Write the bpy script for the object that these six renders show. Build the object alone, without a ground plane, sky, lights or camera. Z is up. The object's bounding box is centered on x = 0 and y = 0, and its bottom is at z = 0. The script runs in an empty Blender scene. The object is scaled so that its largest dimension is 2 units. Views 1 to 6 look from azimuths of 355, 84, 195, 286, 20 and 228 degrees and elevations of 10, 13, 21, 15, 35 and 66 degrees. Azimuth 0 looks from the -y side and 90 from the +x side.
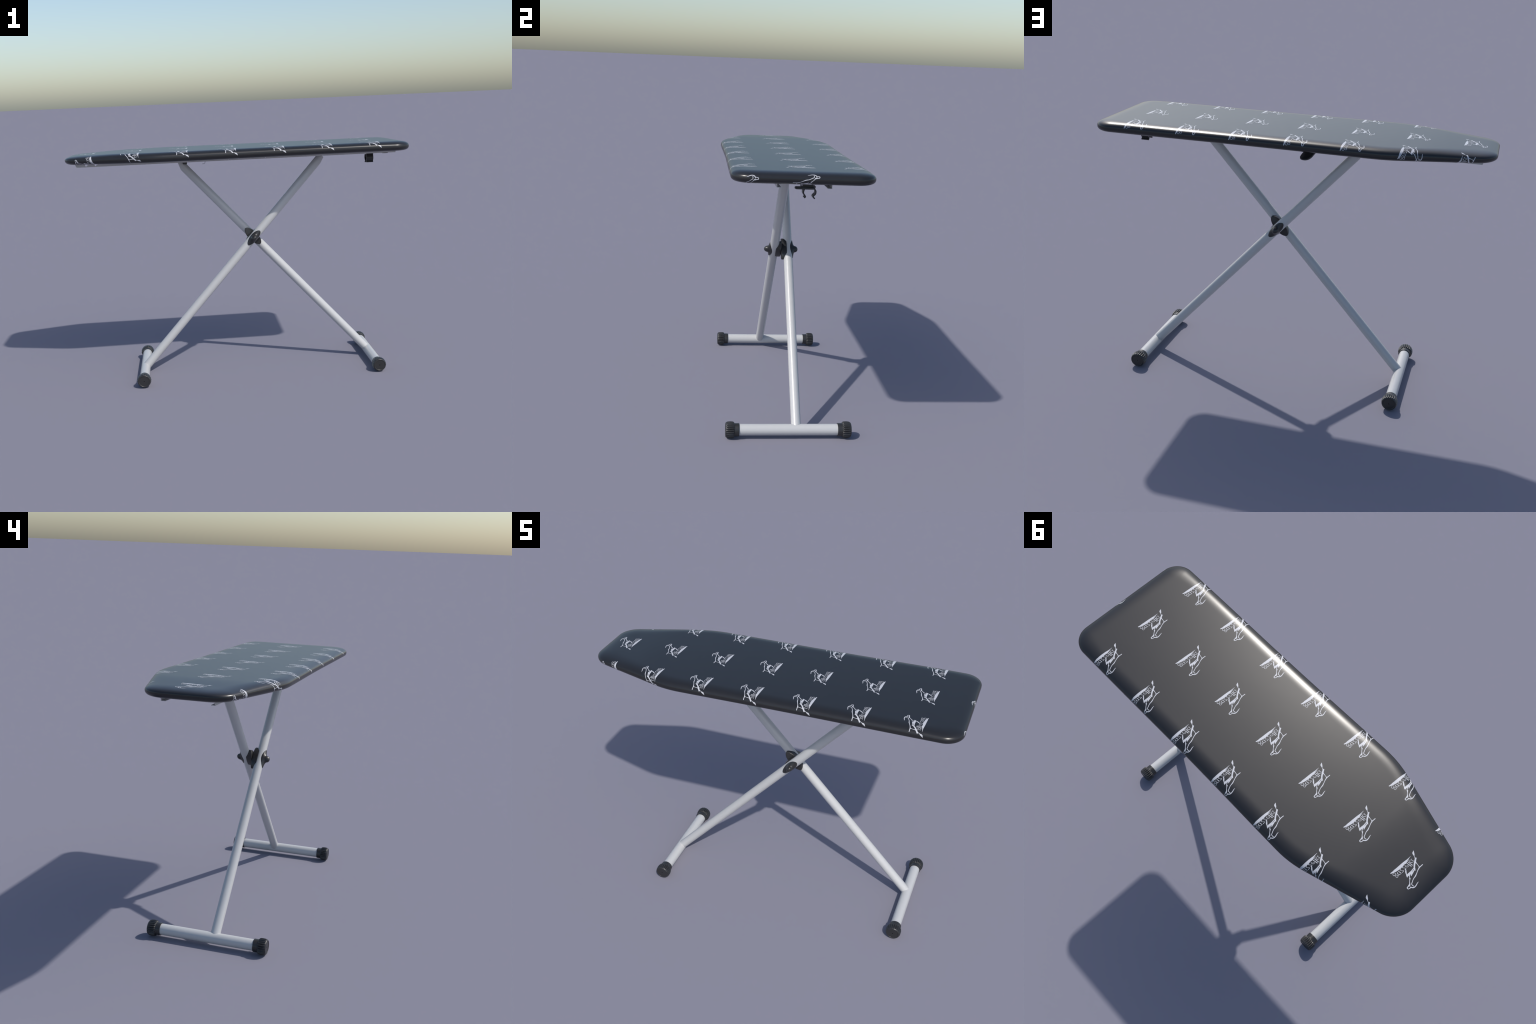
"""Ironing board: padded cover with printed gazelle emblems on two crossed
tubular legs with fluted foot caps.  Everything is built procedurally."""
import bpy, bmesh, math
import numpy as np
from mathutils import Vector, Matrix
from mathutils.bvhtree import BVHTree

# ------------------------------------------------------------------ sizes (m)
COVER_TOP, COVER_EQUATOR, COVER_BOTTOM = 1.3734, 1.342, 1.3178
COVER_HALF_WIDTH = 0.336
UPPER_ROUND, LOWER_ROUND = 0.076, 0.044      # how far the edge rounding reaches inwards
UPPER_POWER, LOWER_POWER = 2.65, 2.35         # superellipse exponents of the edge
LEG_RADIUS = 0.0250
LEG_Y = 0.0395                               # the two legs stand side by side
PIVOT = (0.0865, 0.8185)                     # x, z of the crossing
FOOT_Z, FOOT_X_LEFT, FOOT_X_RIGHT = 0.0415, -0.6195, 0.7915
RAIL_Y, RAIL_BOTTOM = 0.127, 1.2985
EMBLEM_PITCH = 0.2755
EMBLEM_ORIGIN = (0.8173, -0.072)


# ------------------------------------------------------------------ materials
def make_material(name, colour, roughness, specular=0.5, metallic=0.0, grain=0.0,
                  grain_scale=60.0, bump=0.0, bump_scale=400.0, coat=0.0):
    m = bpy.data.materials.new(name)
    m.use_nodes = True
    nt = m.node_tree
    b = nt.nodes["Principled BSDF"]
    b.inputs["Roughness"].default_value = roughness
    b.inputs["Metallic"].default_value = metallic
    b.inputs["Specular IOR Level"].default_value = specular
    b.inputs["Coat Weight"].default_value = coat
    tc = nt.nodes.new("ShaderNodeTexCoord")
    noise = nt.nodes.new("ShaderNodeTexNoise")
    noise.inputs["Scale"].default_value = grain_scale
    noise.inputs["Detail"].default_value = 4.0
    nt.links.new(tc.outputs["Object"], noise.inputs["Vector"])
    ramp = nt.nodes.new("ShaderNodeValToRGB")
    lo = [c * (1.0 - grain) for c in colour]
    hi = [min(1.0, c * (1.0 + grain)) for c in colour]
    ramp.color_ramp.elements[0].position = 0.3
    ramp.color_ramp.elements[1].position = 0.7
    ramp.color_ramp.elements[0].color = (*lo, 1)
    ramp.color_ramp.elements[1].color = (*hi, 1)
    nt.links.new(noise.outputs["Fac"], ramp.inputs["Fac"])
    nt.links.new(ramp.outputs["Color"], b.inputs["Base Color"])
    if bump > 0.0:
        n2 = nt.nodes.new("ShaderNodeTexNoise")
        n2.inputs["Scale"].default_value = bump_scale
        nt.links.new(tc.outputs["Object"], n2.inputs["Vector"])
        bp = nt.nodes.new("ShaderNodeBump")
        bp.inputs["Strength"].default_value = bump
        bp.inputs["Distance"].default_value = 0.001
        nt.links.new(n2.outputs["Fac"], bp.inputs["Height"])
        nt.links.new(bp.outputs["Normal"], b.inputs["Normal"])
    return m


MAT_COVER = make_material("dark_satin_cover", (0.016, 0.016, 0.0175), 0.29, specular=0.5, grain=0.03)
MAT_PRINT = make_material("pale_print_ink", (0.50, 0.505, 0.535), 0.34, specular=0.5, grain=0.02)
MAT_PAINT = make_material("pale_grey_enamel", (0.49, 0.493, 0.495), 0.28, specular=0.5, grain=0.01)
MAT_PLASTIC = make_material("black_plastic", (0.024, 0.024, 0.025), 0.36, specular=0.5, grain=0.04)
MAT_HOLE = make_material("dark_recess", (0.004, 0.004, 0.004), 0.8, specular=0.1)
MAT_STEEL = make_material("underside_steel", (0.40, 0.41, 0.42), 0.45, specular=0.5, grain=0.03)


# ------------------------------------------------------------------ helpers
ROOT = bpy.data.objects.new("ironing_board", None)
bpy.context.scene.collection.objects.link(ROOT)
ROOT["label"] = "ironing board with dark cover printed with white gazelles, crossed tube legs"
ROOT["category"] = "ironing board"


def add_object(name, mesh, material, parent=None):
    ob = bpy.data.objects.new(name, mesh)
    bpy.context.scene.collection.objects.link(ob)
    if material is not None and not mesh.materials:
        mesh.materials.append(material)
    ob.parent = parent or ROOT
    return ob


def mesh_from(name, verts, faces, smooth=True):
    me = bpy.data.meshes.new(name)
    me.from_pydata([tuple(v) for v in verts], [], [tuple(f) for f in faces])
    me.validate()
    if smooth:
        me.polygons.foreach_set("use_smooth", [True] * len(me.polygons))
    me.update()
    return me


def finish(bm, name, sharp_angle=40.0):
    bmesh.ops.remove_doubles(bm, verts=bm.verts, dist=1e-6)
    bmesh.ops.recalc_face_normals(bm, faces=bm.faces)
    limit = math.radians(sharp_angle)
    for f in bm.faces:
        f.smooth = True
    for e in bm.edges:
        if len(e.link_faces) == 2 and e.calc_face_angle(0.0) > limit:
            e.smooth = False
    me = bpy.data.meshes.new(name)
    bm.to_mesh(me)
    bm.free()
    return me


def frame_along(p, q):
    """Matrix whose z axis runs from p to q, y axis stays world y where it can."""
    z = (Vector(q) - Vector(p)).normalized()
    ref = Vector((0, 1, 0)) if abs(z.y) < 0.9 else Vector((1, 0, 0))
    x = ref.cross(z).normalized()
    y = z.cross(x)
    return Matrix(((x.x, y.x, z.x, p[0]), (x.y, y.y, z.y, p[1]), (x.z, y.z, z.z, p[2]), (0, 0, 0, 1)))


def tube(bm, p, q, r, segments=48, rings=2):
    m = frame_along(p, q)
    length = (Vector(q) - Vector(p)).length
    loops = []
    for i in range(rings):
        z = length * i / (rings - 1)
        loops.append([bm.verts.new(m @ Vector((r * math.cos(a), r * math.sin(a), z)))
                      for a in (2 * math.pi * k / segments for k in range(segments))])
    for a, b in zip(loops, loops[1:]):
        for k in range(segments):
            bm.faces.new((a[k], a[(k + 1) % segments], b[(k + 1) % segments], b[k]))
    bm.faces.new(loops[0])
    bm.faces.new(loops[-1])


def cut(bm, point, normal):
    """Slice everything on the +normal side away and close the cut."""
    geom = bm.verts[:] + bm.edges[:] + bm.faces[:]
    r = bmesh.ops.bisect_plane(bm, geom=geom, plane_co=point, plane_no=normal, clear_outer=True)
    edges = [e for e in r["geom_cut"] if isinstance(e, bmesh.types.BMEdge)]
    bmesh.ops.contextual_create(bm, geom=edges)


def box(bm, x0, x1, y0, y1, z0, z1):
    v = [bm.verts.new((x, y, z)) for x in (x0, x1) for y in (y0, y1) for z in (z0, z1)]
    for f in ((0, 1, 3, 2), (4, 6, 7, 5), (0, 4, 5, 1), (2, 3, 7, 6), (0, 2, 6, 4), (1, 5, 7, 3)):
        bm.faces.new([v[i] for i in f])
    return v


def spline(points, per_segment=6, closed=False):
    """Catmull-Rom through control points of any dimension."""
    P = np.array(points, float)
    n = len(P)
    out = []
    for i in range(n if closed else n - 1):
        if closed:
            a, b, c, d = (P[(i + k) % n] for k in (-1, 0, 1, 2))
        else:
            b, c = P[i], P[i + 1]
            a = P[i - 1] if i > 0 else 2 * b - c
            d = P[i + 2] if i + 2 < n else 2 * c - b
        for t in np.arange(per_segment) / per_segment:
            out.append(0.5 * (2 * b + (c - a) * t + (2 * a - 5 * b + 4 * c - d) * t * t
                              + (3 * b - a - 3 * c + d) * t ** 3))
    if not closed:
        out.append(P[-1])
    return np.array(out)


# ------------------------------------------------------------------ the cover
def rounded_outline(corners, step=0.008):
    """Counter-clockwise polygon with filleted corners -> points and outward normals."""
    pts, nor = [], []
    n = len(corners)
    fil = []
    for i in range(n):
        p = np.array(corners[i][:2]); r = corners[i][2]
        a = np.array(corners[i - 1][:2]); b = np.array(corners[(i + 1) % n][:2])
        u = (a - p) / np.linalg.norm(a - p); v = (b - p) / np.linalg.norm(b - p)
        half = math.acos(np.clip(u @ v, -1, 1)) / 2
        t = r / math.tan(half)
        bis = (u + v) / np.linalg.norm(u + v)
        fil.append((p + u * t, p + v * t, p + bis * r / math.sin(half), r))
    for i in range(n):
        s, e, c, r = fil[i]
        a0 = math.atan2(*(s - c)[::-1]); a1 = math.atan2(*(e - c)[::-1])
        while a1 < a0:
            a1 += 2 * math.pi
        k = max(6, int((a1 - a0) / math.radians(4)))
        for j in range(k + 1):
            a = a0 + (a1 - a0) * j / k
            d = np.array((math.cos(a), math.sin(a)))
            pts.append(c + r * d); nor.append(d)
        nx = fil[(i + 1) % n][0]
        m = int(np.linalg.norm(nx - e) / step)
        d = np.array(((nx - e)[1], -(nx - e)[0])); d /= np.linalg.norm(d)
        for j in range(1, m):
            pts.append(e + (nx - e) * j / m); nor.append(d)
    return np.array(pts), np.array(nor)


W = COVER_HALF_WIDTH
OUTLINE, OUT_NORMAL = rounded_outline([
    (1.0, -W, 0.096), (1.0, W, 0.096), (-0.505, W, 0.50), (-1.0, 0.187, 0.115),
    (-1.0, -0.187, 0.115), (-0.505, -W, 0.50)])
# the cloth pulls the long sides in by a few millimetres
OUTLINE[:, 1] *= 1.0 - 0.014 * np.exp(-((OUTLINE[:, 0] - 0.15) / 0.42) ** 2)

# the rounding reaches further in at both ends than along the sides
_blend = lambda v: v * v * (3 - 2 * v)
REACH = np.array([UPPER_ROUND + 0.036 * _blend(min(max((-x - 0.60) / 0.36, 0), 1))
                  + 0.016 * _blend(min(max((x - 0.80) / 0.14, 0), 1)) for x in OUTLINE[:, 0]])

# edge profile from the flat top round to the flat bottom: (inset, z, normal_out, normal_z)
PROFILE = []
STEPS = 24
for i in range(2 * STEPS + 1):
    if i <= STEPS:
        t, a, b, p, sign = math.pi / 2 * (1 - i / STEPS), UPPER_ROUND, COVER_TOP - COVER_EQUATOR, UPPER_POWER, 1
    else:
        t, a, b, p, sign = math.pi / 2 * (i / STEPS - 1), LOWER_ROUND, COVER_EQUATOR - COVER_BOTTOM, LOWER_POWER, -1
    c, s = max(math.cos(t), 0) ** (2 / p), math.sin(t) ** (2 / p)
    PROFILE.append((a * (1 - c), COVER_EQUATOR + sign * b * s, c ** (p - 1) / a, sign * s ** (p - 1) / b))
PROFILE = np.array(PROFILE)
PROFILE[:, 2:] /= np.linalg.norm(PROFILE[:, 2:], axis=1)[:, None]
ARC = np.concatenate([[0], np.cumsum(np.hypot(*np.diff(PROFILE[:, :2], axis=0).T))])
INNER = OUTLINE - OUT_NORMAL * REACH[:, None]


def build_cover():
    n = len(OUTLINE)
    verts, faces = [], []
    for r, (inset, z, _, _) in enumerate(PROFILE):
        ring = OUTLINE - OUT_NORMAL * (inset * REACH[:, None] / UPPER_ROUND if r < STEPS else inset)
        verts += [(p[0], p[1], z) for p in ring]
    for r in range(len(PROFILE) - 1):
        for k in range(n):
            a, b = r * n + k, r * n + (k + 1) % n
            faces.append((a, a + n, b + n, b))
    faces.append(tuple(range(n)))
    faces.append(tuple(reversed(range((len(PROFILE) - 1) * n, len(PROFILE) * n))))
    bm = bmesh.new()
    bv = [bm.verts.new(v) for v in verts]
    for f in faces:
        bm.faces.new([bv[k] for k in f])
    # slice the flat top near the nose so that it can dip
    for x in np.arange(-0.66, -0.872, -0.012):
        top = [f for f in bm.faces if all(v.co.z > COVER_TOP - 1e-5 for v in f.verts)]
        geom = list({v for f in top for v in f.verts}) + list({e for f in top for e in f.edges}) + top
        bmesh.ops.bisect_plane(bm, geom=geom, plane_co=(x, 0, 0), plane_no=(1, 0, 0))
    for v in bm.verts:
        v.co.z = sink(v.co.x, v.co.z)
    bmesh.ops.recalc_face_normals(bm, faces=bm.faces)
    for f in bm.faces:
        f.smooth = True
    global COVER_TREE
    COVER_TREE = BVHTree.FromBMesh(bm)
    me = bpy.data.meshes.new("padded_cover")
    bm.to_mesh(me)
    bm.free()
    return add_object("padded_cover", me, MAT_COVER)


def sink(x, z):
    """Lower a point of the upper half of the cover by the dip at the nose."""
    share = (z - COVER_EQUATOR) / (COVER_TOP - COVER_EQUATOR)
    return z - droop(x) * max(share, 0.0)


_profiles = {}


def local_profile(reach):
    """Edge profile and its running length for one reach of the rounding."""
    if reach not in _profiles:
        p = PROFILE.copy()
        p[:STEPS, 0] *= reach / UPPER_ROUND
        _profiles[reach] = (p, np.concatenate([[0], np.cumsum(np.hypot(*np.diff(p[:, :2], axis=0).T))]))
    return _profiles[reach]


def droop(x):
    """The padding thins out and dips towards the nose."""
    v = min(max((-x - 0.66) / 0.34, 0.0), 1.0)
    return 0.0080 * v * v * (3 - 2 * v)


def wrap(points, lift=0.0004):
    """Lay flat pattern points over the cover: past the flat top they follow the
    rounded edge by arc length.  Returns positions and the arc length used."""
    px, py = INNER[:, 0], INNER[:, 1]
    ex, ey = np.roll(px, -1) - px, np.roll(py, -1) - py
    el = ex * ex + ey * ey
    out, arcs = [], []
    for x, y in points:
        t = np.clip(((x - px) * ex + (y - py) * ey) / el, 0, 1)
        qx, qy = px + ex * t, py + ey * t
        d2 = (x - qx) ** 2 + (y - qy) ** 2
        i = int(np.argmin(d2))
        inside = ex[i] * (y - py[i]) - ey[i] * (x - px[i]) >= 0
        if inside:
            out.append((x, y, COVER_TOP - droop(x) + lift)); arcs.append(1e-6 if x < -0.65 else 0.0)
            continue
        s = math.sqrt(d2[i])
        dx, dy = (x - qx[i]) / max(s, 1e-9), (y - qy[i]) / max(s, 1e-9)
        profile, arc = local_profile(round(REACH[i], 3))
        inset, z, no, nz = (np.interp(s, arc, profile[:, k]) for k in range(4))
        h = REACH[i] - inset
        s *= ARC[-1] / arc[-1]
        hit, normal, _, _ = COVER_TREE.find_nearest(Vector((qx[i] + dx * h, qy[i] + dy * h, sink(qx[i] + dx * h, z))))
        if normal.x * dx + normal.y * dy + normal.z * 0.5 * nz < 0:
            normal = -normal
        out.append(hit + normal * lift); arcs.append(s)
    return np.array(out), np.array(arcs)


# printed emblem: a leaping gazelle, a brush swoosh and the word lettered between them.
# Strokes are pen paths (x, y, pen width) in millimetres on the flat cloth.
PEN_STROKES = [
    [(1.7, -2.6, 2.1), (-4.8, 5.8, 8.6), (-11.9, 9.4, 5.9), (-15.9, 12.3, 2.7), (-25.2, 16.5, 3.2), (-32.4, 23.0, 7.8), (-41.6, 37.3, 7.0), (-50.7, 47.8, 6.4), (-56.5, 51.6, 6.2), (-62.0, 54.2, 2.4)],
    [(-27.0, 13.5, 6.2), (-31.6, 21.8, 6.7)],
    [(-36.6, 26.6, 4.6), (-50.0, 28.4, 2.7), (-59.8, 30.1, 3.0), (-64.3, 31.7, 4.8)],
    [(-65.0, 13.5, 4.0), (-64.7, 22.8, 4.0), (-64.6, 32.0, 4.8), (-68.3, 45.0, 3.2), (-73.6, 57.4, 3.2), (-78.5, 70.1, 4.8), (-80.5, 81.9, 3.5), (-83.4, 90.7, 3.2), (-87.2, 98.5, 3.5), (-91.0, 106.3, 3.5), (-97.0, 107.9, 3.5), (-102.4, 107.0, 4.0)],
    [(-103.7, 78.9, 1.6), (-104.8, 87.7, 3.2), (-107.2, 95.0, 4.0), (-108.3, 105.7, 4.8), (-105.2, 113.8, 5.1), (-98.2, 118.7, 4.6), (-95.6, 120.3, 2.7)],
    [(-99.7, 120.3, 2.7), (-97.6, 128.5, 3.5), (-96.0, 132.5, 3.2), (-90.3, 131.8, 4.6), (-88.6, 124.7, 4.0), (-88.9, 118.4, 7.5), (-86.6, 113.0, 5.4), (-79.6, 106.6, 3.0), (-74.5, 100.2, 3.2), (-70.0, 93.1, 3.8)],
    [(-73.3, 99.4, 2.4), (-66.8, 94.6, 2.7), (-61.9, 87.9, 3.5), (-58.3, 82.7, 4.6)],
    [(-54.8, 94.4, 9.4), (-54.4, 84.8, 9.4), (-53.7, 70.6, 6.2), (-51.8, 59.1, 4.3), (-50.5, 50.0, 3.2)],
    [(-66.8, 83.0, 2.1), (-62.1, 75.7, 6.7), (-58.6, 62.4, 5.9), (-56.5, 52.6, 4.6)],
    [(-58.1, 82.9, 5.4), (-57.4, 72.7, 5.4)],
    [(-58.9, 99.0, 3.5), (-50.5, 94.0, 3.8), (-41.0, 88.2, 6.2), (-33.5, 81.2, 4.6), (-28.3, 80.1, 2.4)],
    [(-1.5, 137.3, 4.8), (-4.3, 127.3, 7.5), (-6.7, 112.8, 11.8), (-8.3, 95.4, 14.0), (-8.6, 78.6, 13.4), (-8.2, 60.9, 9.7), (-7.9, 47.1, 5.9), (-7.1, 34.8, 3.0), (-6.4, 23.4, 1.1)],
    [(-1.1, 120.2, 1.6), (-2.5, 110.2, 3.5), (-4.6, 101.0, 5.4)],
    [(-11.1, 35.2, 0.8), (-12.5, 48.2, 2.4), (-13.8, 63.0, 3.5)],
    [(-18.2, 28.8, 1.3), (-16.1, 32.3, 2.1), (-20.9, 32.4, 2.4), (-29.9, 29.7, 2.4)],
    [(-17.8, 36.9, 1.6), (-17.4, 41.0, 2.4), (-21.5, 43.9, 2.4), (-27.4, 40.9, 2.7), (-30.7, 33.7, 1.9)],
    [(-17.2, 49.3, 3.0), (-38.0, 46.3, 3.5)],
    [(-16.7, 57.1, 3.0), (-38.1, 53.2, 3.8)],
    [(-16.4, 68.3, 1.3), (-18.6, 69.9, 2.4), (-23.9, 70.7, 2.4), (-29.2, 67.7, 2.1), (-30.1, 61.7, 1.9), (-26.5, 60.7, 1.6), (-22.2, 66.1, 1.1)],
    [(-16.6, 80.2, 2.4), (-18.0, 84.6, 1.9), (-28.9, 75.0, 1.6), (-30.6, 82.2, 3.0)],
    [(-16.4, 93.4, 2.4), (-18.9, 99.8, 1.9), (-29.7, 89.2, 1.6), (-31.3, 98.5, 3.0)],
    [(-16.9, 113.9, 2.4), (-21.3, 117.6, 3.0), (-28.3, 115.3, 2.7), (-31.3, 109.5, 2.1)],
    [(-17.2, 107.6, 3.0), (-30.5, 105.3, 3.2)],
    [(-8.9, 126.4, 1.3), (-9.8, 133.4, 2.1), (-13.8, 136.1, 2.1), (-19.2, 133.4, 2.4), (-16.0, 122.4, 1.9), (-10.7, 126.4, 1.3)],
    [(-22.1, 130.3, 2.4), (-28.0, 132.7, 2.1), (-32.0, 129.7, 1.9), (-30.5, 124.3, 2.1), (-25.4, 122.8, 1.9), (-21.8, 125.6, 1.9), (-22.1, 130.3, 2.4)],
    [(-26.8, 123.3, 1.3), (-31.0, 119.2, 2.4)],]


def emblem_pattern(cell=0.0008):
    """Union of the tapering pen strokes as one clean 2D mesh (marching squares)."""
    segs = []
    for s in PEN_STROKES:
        q = spline(s, 4) if len(s) > 2 else np.array(s, float)
        for a, b in zip(q, q[1:]):
            segs.append((*a, *b))
    S = np.array(segs) / 1000.0
    S[:, [2, 5]] *= np.where(S[:, [2, 5]] > 0.006, 0.92, np.where(S[:, [2, 5]] > 0.0026, 0.82, 0.72))
    x0, y0 = min(S[:, 0].min(), S[:, 3].min()) - 0.008, min(S[:, 1].min(), S[:, 4].min()) - 0.008
    x1, y1 = max(S[:, 0].max(), S[:, 3].max()) + 0.008, max(S[:, 1].max(), S[:, 4].max()) + 0.008
    gx, gy = np.arange(x0, x1, cell), np.arange(y0, y1, cell)
    X, Y = np.meshgrid(gx, gy, indexing="ij")
    F = np.full(X.shape, -1.0)
    for ax, ay, aw, bx, by, bw in S:
        dx, dy = bx - ax, by - ay
        t = np.clip(((X - ax) * dx + (Y - ay) * dy) / max(dx * dx + dy * dy, 1e-12), 0, 1)
        d = np.hypot(X - ax - t * dx, Y - ay - t * dy)
        F = np.maximum(F, 0.5 * (aw + (bw - aw) * t) - d)
    verts, faces, index = [], [], {}

    def vert(key, p):
        if key not in index:
            index[key] = len(verts); verts.append(p)
        return index[key]

    nx, ny = F.shape
    corner = ((0, 0), (1, 0), (1, 1), (0, 1))
    for i in range(nx - 1):
        for j in range(ny - 1):
            if max(F[i, j], F[i + 1, j], F[i, j + 1], F[i + 1, j + 1]) <= 0:
                continue
            poly = []
            for k in range(4):
                a = (i + corner[k][0], j + corner[k][1])
                b = (i + corner[(k + 1) % 4][0], j + corner[(k + 1) % 4][1])
                fa, fb = F[a], F[b]
                if fa > 0:
                    poly.append(vert(a, (gx[a[0]], gy[a[1]])))
                if (fa > 0) != (fb > 0):
                    t = fa / (fa - fb)
                    poly.append(vert((min(a, b), max(a, b)),
                                     (gx[a[0]] + (gx[b[0]] - gx[a[0]]) * t, gy[a[1]] + (gy[b[1]] - gy[a[1]]) * t)))
            if len(poly) >= 3:
                faces.append(poly)
    return np.array(verts), faces


def build_emblems(cover):
    base, faces = emblem_pattern()
    flat_mesh = None
    limit = ARC[-1] - 0.002
    for row in (-1, 0, 1):
        for col in range(-1, 7):
            ox = EMBLEM_ORIGIN[0] - col * EMBLEM_PITCH
            oy = EMBLEM_ORIGIN[1] + row * EMBLEM_PITCH
            if col == -1 and row == -1:
                ox += 0.013          # the cloth is pulled further round at this corner
            if col == -1 and row == 1:
                continue
            pts = base + (ox, oy)
            pos, arcs = wrap(pts)
            ok = arcs < limit
            keep = [f for f in faces if all(ok[v] for v in f)]
            if len(keep) < 40:
                continue
            if arcs.max() == 0.0:
                if flat_mesh is None:
                    flat_mesh = mesh_from("printed_emblem", np.column_stack(
                        [base, np.full(len(base), COVER_TOP + 0.0004)]), faces)
                    flat_mesh.materials.append(MAT_PRINT)
                ob = add_object("printed_emblem", flat_mesh, MAT_PRINT, cover)
                ob.location = (ox, oy, 0)
                continue
            used = sorted({v for f in keep for v in f})
            remap = {v: i for i, v in enumerate(used)}
            me = mesh_from("printed_emblem", pos[used], [[remap[v] for v in f] for f in keep])
            add_object("printed_emblem", me, MAT_PRINT, cover)


# ------------------------------------------------------------------ feet
def build_foot(x):
    bm = bmesh.new()
    tube(bm, (0, -0.268, 0), (0, 0.268, 0), 0.0288, 64)
    bar = add_object("foot_bar", finish(bm, "foot_bar"), MAT_PAINT)
    bar.location = (x, 0, FOOT_Z)
    for side in (-1, 1):
        cap = add_object("foot_cap", FOOT_CAP, None, bar)
        cap.rotation_euler = (0, 0, 0 if side > 0 else math.pi)
    return bar


def foot_cap_mesh():
    """Collar and fluted barrel knob turned about the y axis, closed by a dished face."""
    # (y, radius, flute depth)
    prof = spline([
        (0.2500, 0.0285, 0), (0.2502, 0.0318, 0), (0.2520, 0.0330, 0), (0.2720, 0.0332, 0),
        (0.2742, 0.0345, 0.0004), (0.2762, 0.0376, 0.0026), (0.2800, 0.0402, 0.0044),
        (0.2880, 0.0413, 0.0050), (0.2970, 0.0415, 0.0050), (0.3060, 0.0408, 0.0042),
        (0.3120, 0.0394, 0.0022), (0.3160, 0.0370, 0.0003), (0.3185, 0.0345, 0),
        (0.3188, 0.0318, 0), (0.3176, 0.0300, 0), (0.3172, 0.0285, 0), (0.3172, 0.0150, 0),
        (0.3172, 0.0032, 0), (0.3168, 0.0028, 0), (0.3090, 0.0027, 0)], 3)
    flutes, per = 22, 10
    n = flutes * per
    bm = bmesh.new()
    rings = []
    for y, r, d in prof:
        ring = []
        for k in range(n):
            a = 2 * math.pi * k / n
            ripple = (0.5 - 0.5 * math.cos(a * flutes)) ** 1.3
            rr = r - max(d, 0) * ripple
            ring.append(bm.verts.new((rr * math.cos(a), y, rr * math.sin(a))))
        rings.append(ring)
    for i, (a, b) in enumerate(zip(rings, rings[1:])):
        for k in range(n):
            f = bm.faces.new((a[k], a[(k + 1) % n], b[(k + 1) % n], b[k]))
            if i >= len(rings) - 5:
                f.material_index = 1
    bm.faces.new(rings[-1]).material_index = 1
    me = finish(bm, "foot_cap", 55)
    me.materials.append(MAT_PLASTIC)
    me.materials.append(MAT_HOLE)
    return me


# ------------------------------------------------------------------ legs and pivot
def lens(length, width, n=64, power=1.15):
    """Almond outline in (u along the leg, v across), pointed ends softly rounded."""
    out = []
    for k in range(n):
        a = 2 * math.pi * k / n
        c, s = math.cos(a), math.sin(a)
        u = 0.5 * length * math.copysign(abs(c) ** 0.92, c)
        v = 0.5 * width * math.copysign(abs(s) ** power, s)
        out.append((u, v))
    return out


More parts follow.
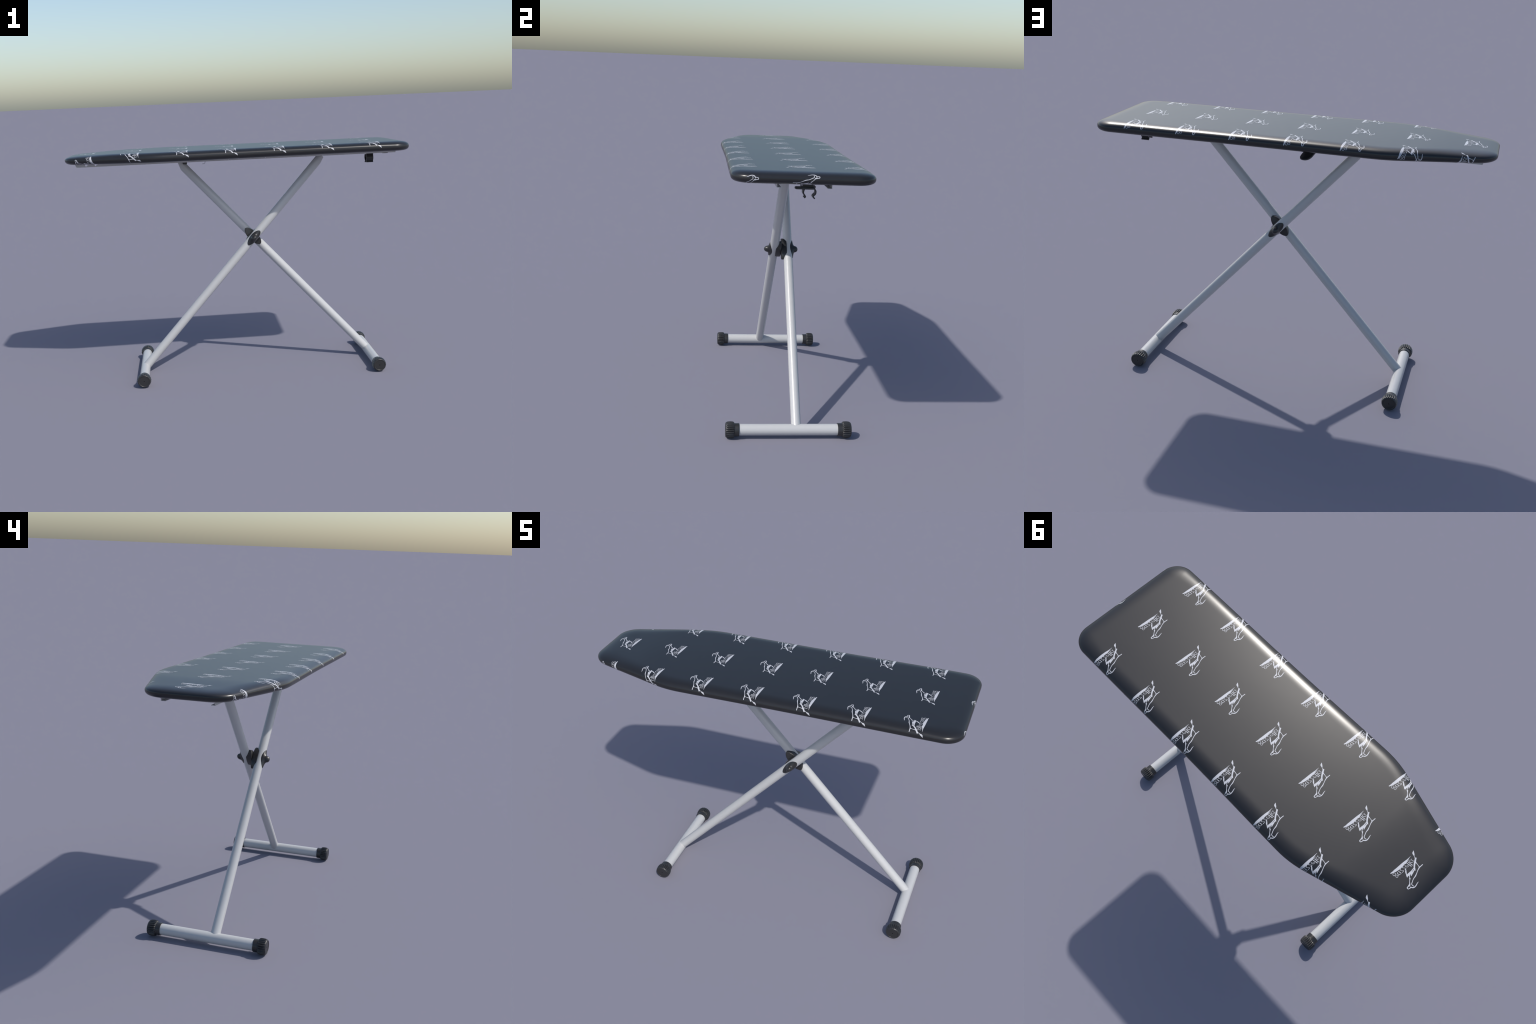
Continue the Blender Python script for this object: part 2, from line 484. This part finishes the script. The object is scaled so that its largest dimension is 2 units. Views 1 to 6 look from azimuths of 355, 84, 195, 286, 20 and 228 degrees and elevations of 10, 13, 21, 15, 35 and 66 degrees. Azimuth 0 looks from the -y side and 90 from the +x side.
def build_leg(side, foot_x, reach, cuts):
    """side -1: front leg leaning right, +1: back leg leaning left."""
    y = side * LEG_Y
    foot = Vector((foot_x, y, FOOT_Z))
    pivot = Vector((PIVOT[0], y, PIVOT[1]))
    axis = (pivot - foot).normalized()
    bm = bmesh.new()
    tube(bm, foot, foot + axis * reach, LEG_RADIUS, 56, 3)
    for point, normal in cuts:
        cut(bm, point, normal)
    leg = add_object("leg", finish(bm, "leg", 30), MAT_PAINT)

    across = Vector((-axis.z, 0, axis.x))
    outward = Vector((0, side, 0))

    # outer cap: almond saddle hugging the tube that swells into a ball
    height = spline([(0.000, 0.0310), (0.006, 0.0302), (0.0105, 0.0282), (0.0145, 0.0247), (0.0168, 0.0207),
                     (0.0178, 0.0168), (0.0190, 0.0136), (0.0225, 0.0104), (0.029, 0.0076), (0.042, 0.0050),
                     (0.060, 0.0036)], 6)
    rim = lens(0.112, 0.045, 96)
    bm = bmesh.new()
    rings, levels = [], 40
    for i in range(1, levels + 1):
        s = i / levels
        ring = []
        for u, v in rim:
            uu, vv = u * s, v * s
            h = np.interp(math.hypot(uu, vv), height[:, 0], height[:, 1])
            h *= 1 - 0.35 * s ** 6
            base = math.sqrt(max(LEG_RADIUS ** 2 - vv * vv, 1e-6))
            ring.append(bm.verts.new(pivot + axis * uu + across * vv + outward * (base + h)))
        rings.append(ring)
    skirt = []
    for u, v in rim:
        base = math.sqrt(max(LEG_RADIUS ** 2 - v * v, 1e-6)) - 0.004
        skirt.append(bm.verts.new(pivot + axis * u + across * v + outward * base))
    rings.append(skirt)
    n = len(rim)
    top = bm.verts.new(pivot + outward * (LEG_RADIUS + height[0, 1]))
    for k in range(n):
        bm.faces.new((top, rings[0][k], rings[0][(k + 1) % n]))
    for a, b in zip(rings, rings[1:]):
        for k in range(n):
            bm.faces.new((a[k], b[k], b[(k + 1) % n], a[(k + 1) % n]))
    add_object("pivot_cap", finish(bm, "pivot_cap", 50), MAT_PLASTIC, leg)

    # inner spacer: almond block between the two tubes
    rim = lens(0.134, 0.057, 96, power=1.15)
    bm = bmesh.new()
    layers = []
    layers.append([bm.verts.new(pivot + axis * u + across * v
                                - outward * (max(math.sqrt(max(LEG_RADIUS ** 2 - v * v, 0.0)) - 0.003, 0.009))) for u, v in rim])
    for scale, w in ((1.0, LEG_Y - 0.0040), (0.985, LEG_Y - 0.0018), (0.955, LEG_Y - 0.0007)):
        layers.append([bm.verts.new(pivot + axis * (u * scale) + across * (v * scale) - outward * w) for u, v in rim])
    for a, b in zip(layers, layers[1:]):
        for k in range(n):
            bm.faces.new((a[k], a[(k + 1) % n], b[(k + 1) % n], b[k]))
    bm.faces.new(layers[0]); bm.faces.new(layers[-1])
    add_object("pivot_spacer", finish(bm, "pivot_spacer", 35), MAT_PLASTIC, leg)
    return leg


# ------------------------------------------------------------------ underside
def build_rail(side):
    x0, x1 = -0.942, 0.9525
    t, flange = 0.0022, 0.020
    top = COVER_BOTTOM - 0.0012
    y = side * RAIL_Y
    # web outline with a raked nose end, two keyholes near the nose and small rivet holes
    loops = [[(x0 + 0.009, RAIL_BOTTOM), (x1, RAIL_BOTTOM), (x1, top), (x0, top)]]
    for hx, hz, r in ((-0.879, 1.3085, 0.0050), (-0.824, 1.3085, 0.0050), (-0.45, 1.3070, 0.0026),
                      (-0.39, 1.3070, 0.0026), (-0.29, 1.3070, 0.0026), (-0.05, 1.3070, 0.0026), (0.01, 1.3070, 0.0026),
                      (0.08, 1.3070, 0.0026), (0.17, 1.3070, 0.0026), (0.52, 1.3070, 0.0026), (0.80, 1.3075, 0.0017), (0.86, 1.3075, 0.0017)):
        ring = []
        for k in range(20):
            a = 2 * math.pi * k / 20
            slot = 0.008 if (r > 0.003 and math.sin(a) > 0.2 and math.cos(a) > 0) else 0.0
            ring.append((hx + r * math.cos(a) + slot, hz + r * math.sin(a)))
        loops.append(ring)
    bm = bmesh.new()
    edges = []
    for loop in loops:
        vs = [bm.verts.new((px, y, pz)) for px, pz in loop]
        edges += [bm.edges.new((vs[k], vs[(k + 1) % len(vs)])) for k in range(len(vs))]
    bmesh.ops.triangle_fill(bm, use_beauty=True, use_dissolve=False, edges=edges)
    ext = bmesh.ops.extrude_face_region(bm, geom=bm.faces[:])
    for q in ext["geom"]:
        if isinstance(q, bmesh.types.BMVert):
            q.co.y -= side * t
    ob = add_object("support_rail", finish(bm, "support_rail", 20), MAT_PAINT)
    # inward bottom flange
    bm = bmesh.new()
    a, b = y - side * t * 1.0, y - side * flange
    box(bm, x0 + 0.009, x1, min(a, b), max(a, b), RAIL_BOTTOM, RAIL_BOTTOM + t)
    add_object("rail_flange", finish(bm, "rail_flange", 20), MAT_PAINT, ob)
    return ob


def build_tray():
    n = len(OUTLINE)
    verts, faces = [], []
    layers = ((0.066, COVER_BOTTOM + 0.001), (0.066, COVER_BOTTOM - 0.0008), (0.070, COVER_BOTTOM - 0.0014))
    for inset, z in layers:
        verts += [(*(p), z) for p in OUTLINE - OUT_NORMAL * inset]
    for r in range(len(layers) - 1):
        for k in range(n):
            a, b = r * n + k, r * n + (k + 1) % n
            faces.append((a, a + n, b + n, b))
    faces.append(tuple(range(n)))
    faces.append(tuple(reversed(range(2 * n, 3 * n))))
    me = mesh_from("underside_tray", verts, faces, smooth=False)
    add_object("underside_tray", me, MAT_STEEL)


def ribbon(bm, path, thickness, x0, x1):
    """Strip bent along a path in the y-z plane, x0..x1 wide."""
    P = spline(path, 5)
    T = np.gradient(P, axis=0)
    T /= np.linalg.norm(T, axis=1)[:, None]
    N = np.column_stack([-T[:, 1], T[:, 0]]) * thickness / 2
    loops = []
    for p, nn in zip(P, N):
        loops.append([bm.verts.new((x, *(p + s * nn))) for x, s in ((x0, 1), (x1, 1), (x1, -1), (x0, -1))])
    for a, b in zip(loops, loops[1:]):
        for k in range(4):
            bm.faces.new((a[k], a[(k + 1) % 4], b[(k + 1) % 4], b[k]))
    bm.faces.new(loops[0]); bm.faces.new(loops[-1])


def slab(bm, outline, z_of, thickness):
    """Flat piece from a closed plan outline, with a small chamfer on both faces."""
    c = np.mean(outline, axis=0)
    layers = []
    for f, dz in ((0.93, 0.0), (1.0, 0.25), (1.0, 0.75), (0.93, 1.0)):
        pts = [c + (p - c) * f for p in outline]
        layers.append([bm.verts.new((p[0], p[1], z_of(p) - thickness * (1 - dz))) for p in pts])
    n = len(outline)
    for a, b in zip(layers, layers[1:]):
        for k in range(n):
            bm.faces.new((a[k], a[(k + 1) % n], b[(k + 1) % n], b[k]))
    bm.faces.new(layers[0]); bm.faces.new(layers[-1])


def build_fittings():
    # spring clip that grips the folded leg
    bm = bmesh.new()
    plate = spline([(0.896, -0.026), (0.900, -0.038), (0.913, -0.041), (0.926, -0.038), (0.930, -0.026), (0.930, 0.040),
                    (0.926, 0.052), (0.913, 0.055), (0.900, 0.052), (0.896, 0.040)], 4, closed=True)
    slab(bm, plate, lambda p: 1.3000, 0.0105)
    box(bm, 0.812, 0.918, -0.004, 0.044, 1.2915, COVER_BOTTOM - 0.001)
    box(bm, 0.806, 0.848, 0.010, 0.066, 1.2865, 1.2935)
    clip = add_object("leg_clip", finish(bm, "leg_clip", 35), MAT_PLASTIC)
    for arm in ([(0.016, 1.287), (0.0105, 1.268), (0.0110, 1.258), (0.0175, 1.2485), (0.0200, 1.2425), (0.0150, 1.2370)],
                [(0.0615, 1.281), (0.0680, 1.270), (0.0668, 1.257), (0.0580, 1.2475), (0.0575, 1.2415), (0.0650, 1.2345)]):
        bm = bmesh.new()
        ribbon(bm, arm, 0.0060, 0.806, 0.848)
        add_object("clip_arm", finish(bm, "clip_arm", 40), MAT_PLASTIC, clip)

    # height release lever: ribbed paddle on an arm
    bm = bmesh.new()
    paddle = spline([(-0.150, 0.100), (-0.139, 0.190), (-0.134, 0.260), (-0.122, 0.294), (-0.104, 0.303),
                     (-0.086, 0.292), (-0.078, 0.262), (-0.080, 0.190), (-0.090, 0.100)], 5, closed=True)
    slab(bm, paddle, lambda p: 1.3085 - 0.118 * max(p[1] - 0.10, 0.0), 0.010)
    lever = add_object("release_lever", finish(bm, "release_lever", 35), MAT_PLASTIC)
    lever.location = (-0.002, 0.007, 0.002)
    for x in (-0.122, -0.106, -0.091):
        bm = bmesh.new()
        ridge = np.array([(x - 0.003, 0.13), (x + 0.003, 0.13), (x + 0.003, 0.275), (x - 0.003, 0.275)])
        slab(bm, ridge, lambda p: 1.2990 - 0.118 * (p[1] - 0.10), 0.0018)
        add_object("lever_rib", finish(bm, "lever_rib", 35), MAT_PLASTIC, lever)
    bm = bmesh.new()
    slab(bm, np.array([(-0.30, 0.078), (-0.10, 0.078), (-0.095, 0.128), (-0.30, 0.108)]), lambda p: 1.3085, 0.007)
    add_object("lever_arm", finish(bm, "lever_arm", 35), MAT_PLASTIC, lever)

    # cross rods on which the leg tops turn and slide
    for x, z, half in ((0.497, 1.3035, RAIL_Y - 0.001), (-0.322, 1.3035, RAIL_Y - 0.001)):
        bm = bmesh.new()
        tube(bm, (x, -half, z), (x, half, z), 0.0045, 24)
        add_object("cross_rod", finish(bm, "cross_rod"), MAT_PAINT)
    bm = bmesh.new()
    box(bm, -0.316, -0.293, 0.012, 0.030, 1.2785, COVER_BOTTOM - 0.001)
    bmesh.ops.bevel(bm, geom=bm.edges[:], offset=0.0015, segments=2, affect="EDGES")
    add_object("leg_stop", finish(bm, "leg_stop", 35), MAT_PLASTIC)

    # small bent wire hook behind the front rail
    path = spline([(-0.186, 1.312), (-0.187, 1.293), (-0.190, 1.2855), (-0.1965, 1.2825), (-0.2025, 1.284)], 6)
    bm = bmesh.new()
    for a, b in zip(path, path[1:]):
        tube(bm, (a[0], -0.09, a[1]), (b[0], -0.09, b[1]), 0.0013, 10)
    add_object("wire_hook", finish(bm, "wire_hook"), MAT_STEEL)


# ------------------------------------------------------------------ assembly
cover = build_cover()
build_emblems(cover)
build_tray()
for s in (-1, 1):
    build_rail(s)
FOOT_CAP = foot_cap_mesh()
build_foot(FOOT_X_LEFT)
build_foot(FOOT_X_RIGHT)
build_leg(-1, FOOT_X_LEFT, 1.692, [((0.4998, -LEG_Y, 1.2314), (0.902, 0, -0.431)), ((0.45, -LEG_Y, COVER_BOTTOM - 0.003), (0, 0, 1))])
build_leg(1, FOOT_X_RIGHT, 1.80, [((-0.329, LEG_Y, 1.235), (-0.942, 0, -0.335)), ((-0.3, LEG_Y, COVER_BOTTOM - 0.003), (0, 0, 1))])
build_fittings()
